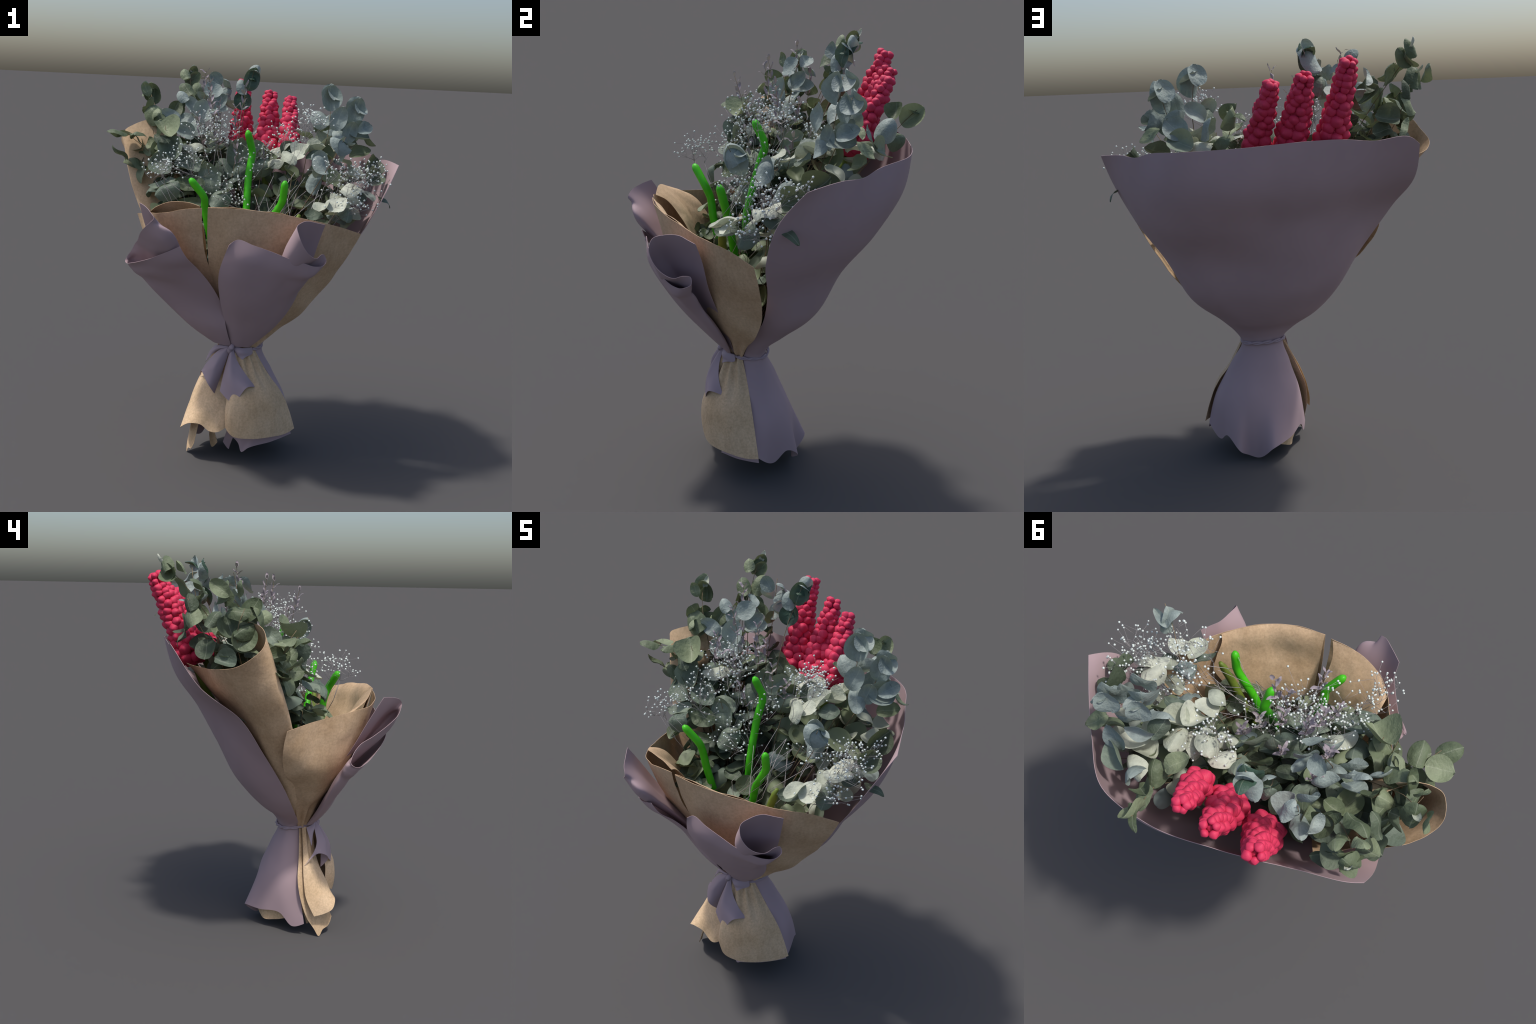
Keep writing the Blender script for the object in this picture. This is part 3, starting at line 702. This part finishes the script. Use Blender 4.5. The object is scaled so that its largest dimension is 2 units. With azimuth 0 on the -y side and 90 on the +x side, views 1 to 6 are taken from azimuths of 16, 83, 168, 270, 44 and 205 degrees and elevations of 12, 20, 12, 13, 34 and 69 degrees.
# broad grey-green leaves at the front
branch([(-.10,.12,1.60),(-.10,.08,1.52),(-.1,0,1.35),(-.05,-.05,1.0),(0,-.1,.6)], 'grey', [
    ((-.099,.104,1.542), .15, V((.35,-.8,.35))), ((-.02,.12,1.56), .13, V((.6,-.6,.4))), ((-.06,.06,1.45), .14, V((.3,-.9,.2))), ((-.15,.05,1.47), .13, V((.2,-.8,.4))), ((.05,.10,1.48), .13, V((.4,-.8,.2)))])
branch([(-.19,-.10,1.48),(-.18,-.09,1.42),(-.16,-.08,1.3),(-.08,-.1,1.0),(0,-.1,.6)], 'grey', [
    ((-.182,-.095,1.42), .155, V((.2,-.85,.45))), ((-.26,-.16,1.39), .14, V((-.1,-.7,.6)), False, 'green'), ((-.357,-.26,1.378), .14, V((-.1,-.8,.6))), ((-.24,-.20,1.30), .13, V((.1,-.8,.5)), True, 'green'),
    ((-.40,-.18,1.38), .13, V((-.5,-.4,.8))), ((-.30,-.10,1.47), .14, V((.0,-.6,.8))), ((-.10,-.14,1.33), .13, V((.3,-.8,.4)))])
branch([(-.45,-.05,1.67),(-.44,-.04,1.60),(-.38,-.04,1.45),(-.2,-.06,1.1),(0,-.1,.6)], 'green', [
    ((-.447,-.052,1.640), .15, V((.2,-.5,.8))), ((-.47,-.02,1.60), .15, V((-.4,-.5,.7))), ((-.40,-.08,1.55), .14, V((.2,-.8,.5)), False, 'grey'), ((-.36,-.03,1.55), .14, V((.3,-.6,.6)), False, 'grey'),
    ((-.50,-.07,1.52), .13, V((-.6,-.5,.5))), ((-.43,-.13,1.47), .14, V((-.2,-.8,.5)), False, 'grey'), ((-.30,-.02,1.58), .13, V((.3,-.5,.8)), False, 'pale')])

# --- the mass of foliage: branches whose tips lie on the canopy -----------
CANOPY = [(-.56,.06,1.58),(-.45,-.04,1.56),(-.50,.15,1.64),(-.40,.15,1.67),(-.30,.12,1.65),(-.20,.20,1.62),(-.30,.35,1.66),(-.42,.32,1.68),(-.20,.36,1.56),
          (-.24,0,1.52),(-.12,.10,1.48),(.0,.15,1.45),(.10,.2,1.47),(.14,.2,1.50),(.25,.15,1.50),(.25,.3,1.52),(.38,.3,1.56),(.45,.22,1.54),(.5,.3,1.52),(.42,.14,1.50),
          (.5,0,1.36),(.6,.1,1.43),(.57,-.13,1.28),(.47,-.22,1.20),(.30,-.30,1.05),(.18,-.3,.98),(.1,-.2,1.02),(.3,-.05,1.15),
          (.05,-.3,1.0),(-.04,-.35,1.02),(.1,0,1.25),(-.05,-.05,1.28),(-.18,-.1,1.33),(-.15,-.25,1.18),(-.28,-.2,1.30),(-.38,-.25,1.26),(-.25,-.34,1.15),(-.45,-.12,1.36),
          (0,.36,1.40),(.15,.38,1.44),(-.15,.38,1.38),(-.5,.26,1.60),(-.53,-.02,1.42),(.3,.38,1.50),(-.35,.05,1.60),(.48,.34,1.50)]
OUTLINE = [(-.56,-.03),(-.56,.10),(-.47,.17),(-.25,.28),(.05,.36),(.28,.38),(.48,.24),(.61,.05),(.62,-.12),(.52,-.22),(.41,-.32),(.24,-.43),(0,-.47),(-.24,-.45),(-.38,-.35),(-.46,-.2)]
def inside(x, y, z, margin=.07):
    s = max(.08, min(1.22, (z - .50) / .78)) - margin
    poly = [(.03 + (px - .03) * s, -.13 + (py + .13) * s + (.10 * max(0, z - 1.3)) * 1.6) for px, py in OUTLINE]
    hit = False
    for (x1, y1), (x2, y2) in zip(poly, poly[1:] + poly[:1]):
        if (y1 > y) != (y2 > y) and x < (x2 - x1) * (y - y1) / (y2 - y1) + x1:
            hit = not hit
    return hit
def near_spike(p):
    for tip, base in SPIKES:
        d = base - tip
        t = max(0, min(1, (p - tip).dot(d) / d.dot(d)))
        if (p - tip - d * t).length < .05 + .075 * t:
            return True
    return False
def fill_kind(p):
    if p.x > .05 and p.y > -.3 and rng.random() < .36 and p.z > 1.25:
        return 'pale'
    if p.x < -.35:
        return rng.choice(['green', 'deep', 'grey', 'green'])
    return rng.choice(['grey', 'green', 'deep', 'blue' if p.y > 0 and p.x > 0 else 'grey', 'deep', 'green'])

for (cx, cy, cz) in CANOPY:
    tipp = V((cx + rng.uniform(-.03, .03), cy + rng.uniform(-.03, .03), cz - rng.uniform(.05, .11)))
    kind = fill_kind(tipp)
    mid = V((tipp.x * .55, tipp.y * .5 - .06, .62 + (tipp.z - .62) * .55))
    P = [V(q) for q in curve_points([tuple(tipp), tuple(tipp.lerp(mid, .5) + rand_vec(.015)), tuple(mid), (.03, -.13, .60)], 30)]
    lv = []
    side = rng.uniform(0, 6.28)
    for i, idx in enumerate((0, 1, 3, 5, 8)):
        p = P[idx]
        tan = (P[idx] - P[idx + 1]).normalized()
        e1 = tan.orthogonal().normalized()
        e2 = tan.cross(e1)
        for k in (0, 1):
            an = side + i * 1.57 + k * math.pi + rng.uniform(-.4, .4)
            out = e1 * math.cos(an) + e2 * math.sin(an)
            ln = rng.uniform(.08, .125) * (.8 if i == 0 else 1.0) * (1.15 if kind == 'grey' else 1)
            ce = p + out * (ln * .62) + tan * .015
            if not inside(ce.x, ce.y, ce.z) or near_spike(ce):
                continue
            nrm = tan * rng.uniform(.5, 1.2) + V((.1, -.45, .35)) + rand_vec(.3)
            lv.append((ce, ln, nrm, rng.random() < .07, kind if rng.random() < .8 else fill_kind(ce)))
    branch([tuple(tipp), tuple(tipp.lerp(mid, .5)), tuple(mid), (.03, -.13, .60)], kind, lv, .0035)

# ---------------------------------------------- small mauve sprigs
def sprig(tip, base, n=8, size=.046):
    tip, base = V(tip), V(base)
    bt = Batch()
    bt.tube([tip, tip.lerp(base, .4) + V((.006, .006, 0)), tip.lerp(base, .8)], .0012, 5)
    h = bt.build("sprig_stem", TWIG, root)
    for i in range(n):
        t = (i // 2) / (n / 2) * .55
        p = tip.lerp(base, t)
        an = (i % 2) * math.pi + (i // 2) * 1.3
        out = V((math.cos(an), math.sin(an), .9)).normalized()
        nn = V((-math.cos(an), -math.sin(an), .8)) + rand_vec(.25)
        ln = size * (.7 + .5 * t) * rng.uniform(.8, 1.2)
        M = leaf_matrix(p + out * ln * .5, ln, out, nn)
        me = SLIM['pink' if rng.random() < .6 else 'blue'][i % 2]
        sprig_leaves.add([M @ v.co for v in me.vertices], [tuple(q.vertices) for q in me.polygons])
sprig_leaves = Batch()
for tip, base in [((-.183,-.126,1.84),(-.16,-.08,1.60)), ((-.245,.038,1.895),(-.22,.06,1.62)), ((-.321,.185,1.945),(-.30,.15,1.70)), ((-.041,-.002,1.89),(-.06,.02,1.60)),
                  ((-.20,.06,1.80),(-.18,.06,1.55)), ((-.10,.05,1.78),(-.08,.05,1.50)), ((-.27,-.07,1.74),(-.22,-.05,1.5)), ((.0,.06,1.68),(-.01,.04,1.4)),
                  ((-.05,-.1,1.62),(-.03,-.05,1.35)), ((-.14,.16,1.72),(-.12,.12,1.5)), ((-.19,-.02,1.70),(-.16,.0,1.45)), ((.06,.1,1.60),(.04,.06,1.4)), ((-.30,.24,1.82),(-.26,.2,1.6))]:
    sprig(tip, base)
so = sprig_leaves.build("sprig_leaves", LEAF['pink'], root, "stuff")

# ---------------------------------------------- baby's breath
import bmesh
_bm = bmesh.new()
bmesh.ops.create_icosphere(_bm, subdivisions=1, radius=1)
BALL_V = [v.co.copy() for v in _bm.verts]
BALL_F = [tuple(v.index for v in f.verts) for f in _bm.faces]
_bm.free()
blossoms, twiglets = Batch(), Batch()
def spray(centre, radius, count, flat=.75):
    c = V(centre)
    foot = V((.03 + (c.x - .03) * .72, -.12 + (c.y + .12) * .72, c.z - .26))
    heads = max(3, count // 6)
    knots = [foot.lerp(c, .62) + V((rng.gauss(0, .4), rng.gauss(0, .4), rng.gauss(0, .2))) * radius for _ in range(max(2, heads // 5))]
    for kn in knots:
        twiglets.tube([foot, foot.lerp(kn, .5) + rand_vec(.012), kn], .0011, 3)
    for h in range(heads):
        d = V((rng.gauss(0, 1), rng.gauss(0, 1), rng.gauss(0, 1))).normalized() * radius * 1.2 * rng.random() ** .4
        d.z *= flat
        hub = c + d * .85 - V((0, 0, .03))
        hub.x = min(hub.x, .64)
        kn = min(knots, key=lambda q: (q - hub).length)
        twiglets.tube([kn, kn.lerp(hub, .5) + rand_vec(.006), hub], .0008, 3)
        for k in range(rng.choice((4, 5, 6, 7))):
            q = hub + V((rng.gauss(0, .035), rng.gauss(0, .035), abs(rng.gauss(.026, .022))))
            s = rng.uniform(.0040, .0056)
            blossoms.add([q + v * s for v in BALL_V], BALL_F)
            twiglets.tube([hub, q], .0005, 3)
for c, r, n in [((-.19,-.05,1.67),.12,130), ((-.23,.02,1.67),.09,60), ((-.30,-.13,1.50),.13,90), ((-.35,-.28,1.52),.08,40), ((-.05,-.13,1.38),.10,75), ((.285,-.01,1.755),.10,80),
                ((.598,-.02,1.49),.10,100), ((.61,-.12,1.49),.10,80), ((.46,.02,1.40),.10,90), ((.13,.18,1.63),.11,80), 
                ((.50,-.20,1.52),.08,30), ((-.38,-.33,1.50),.08,30), ((.02,-.02,1.50),.10,50), ((.55,-.17,1.38),.08,50)]:
    spray(c, r, n)
for _ in range(16):          # bare dry stalks crossing the hollow behind the front sheet
    p = V((rng.uniform(.05, .30), rng.uniform(-.30, -.15), rng.uniform(1.05, 1.18)))
    twiglets.tube([p, p + V((rng.uniform(-.02, .10), rng.uniform(-.02, .08), .12)) + rand_vec(.015),
                   p + V((rng.uniform(-.02, .22), rng.uniform(.0, .18), rng.uniform(.2, .34)))], .0012, 4)
blossoms.build("baby_breath_blossoms", WHITE, root, "stuff")
twiglets.build("baby_breath_stems", WIRE, root, "stuff")

for k, bt in leaf_stuff.items():
    if bt.v:
        bt.build("leaf_cluster", LEAF[k], root, "stuff")
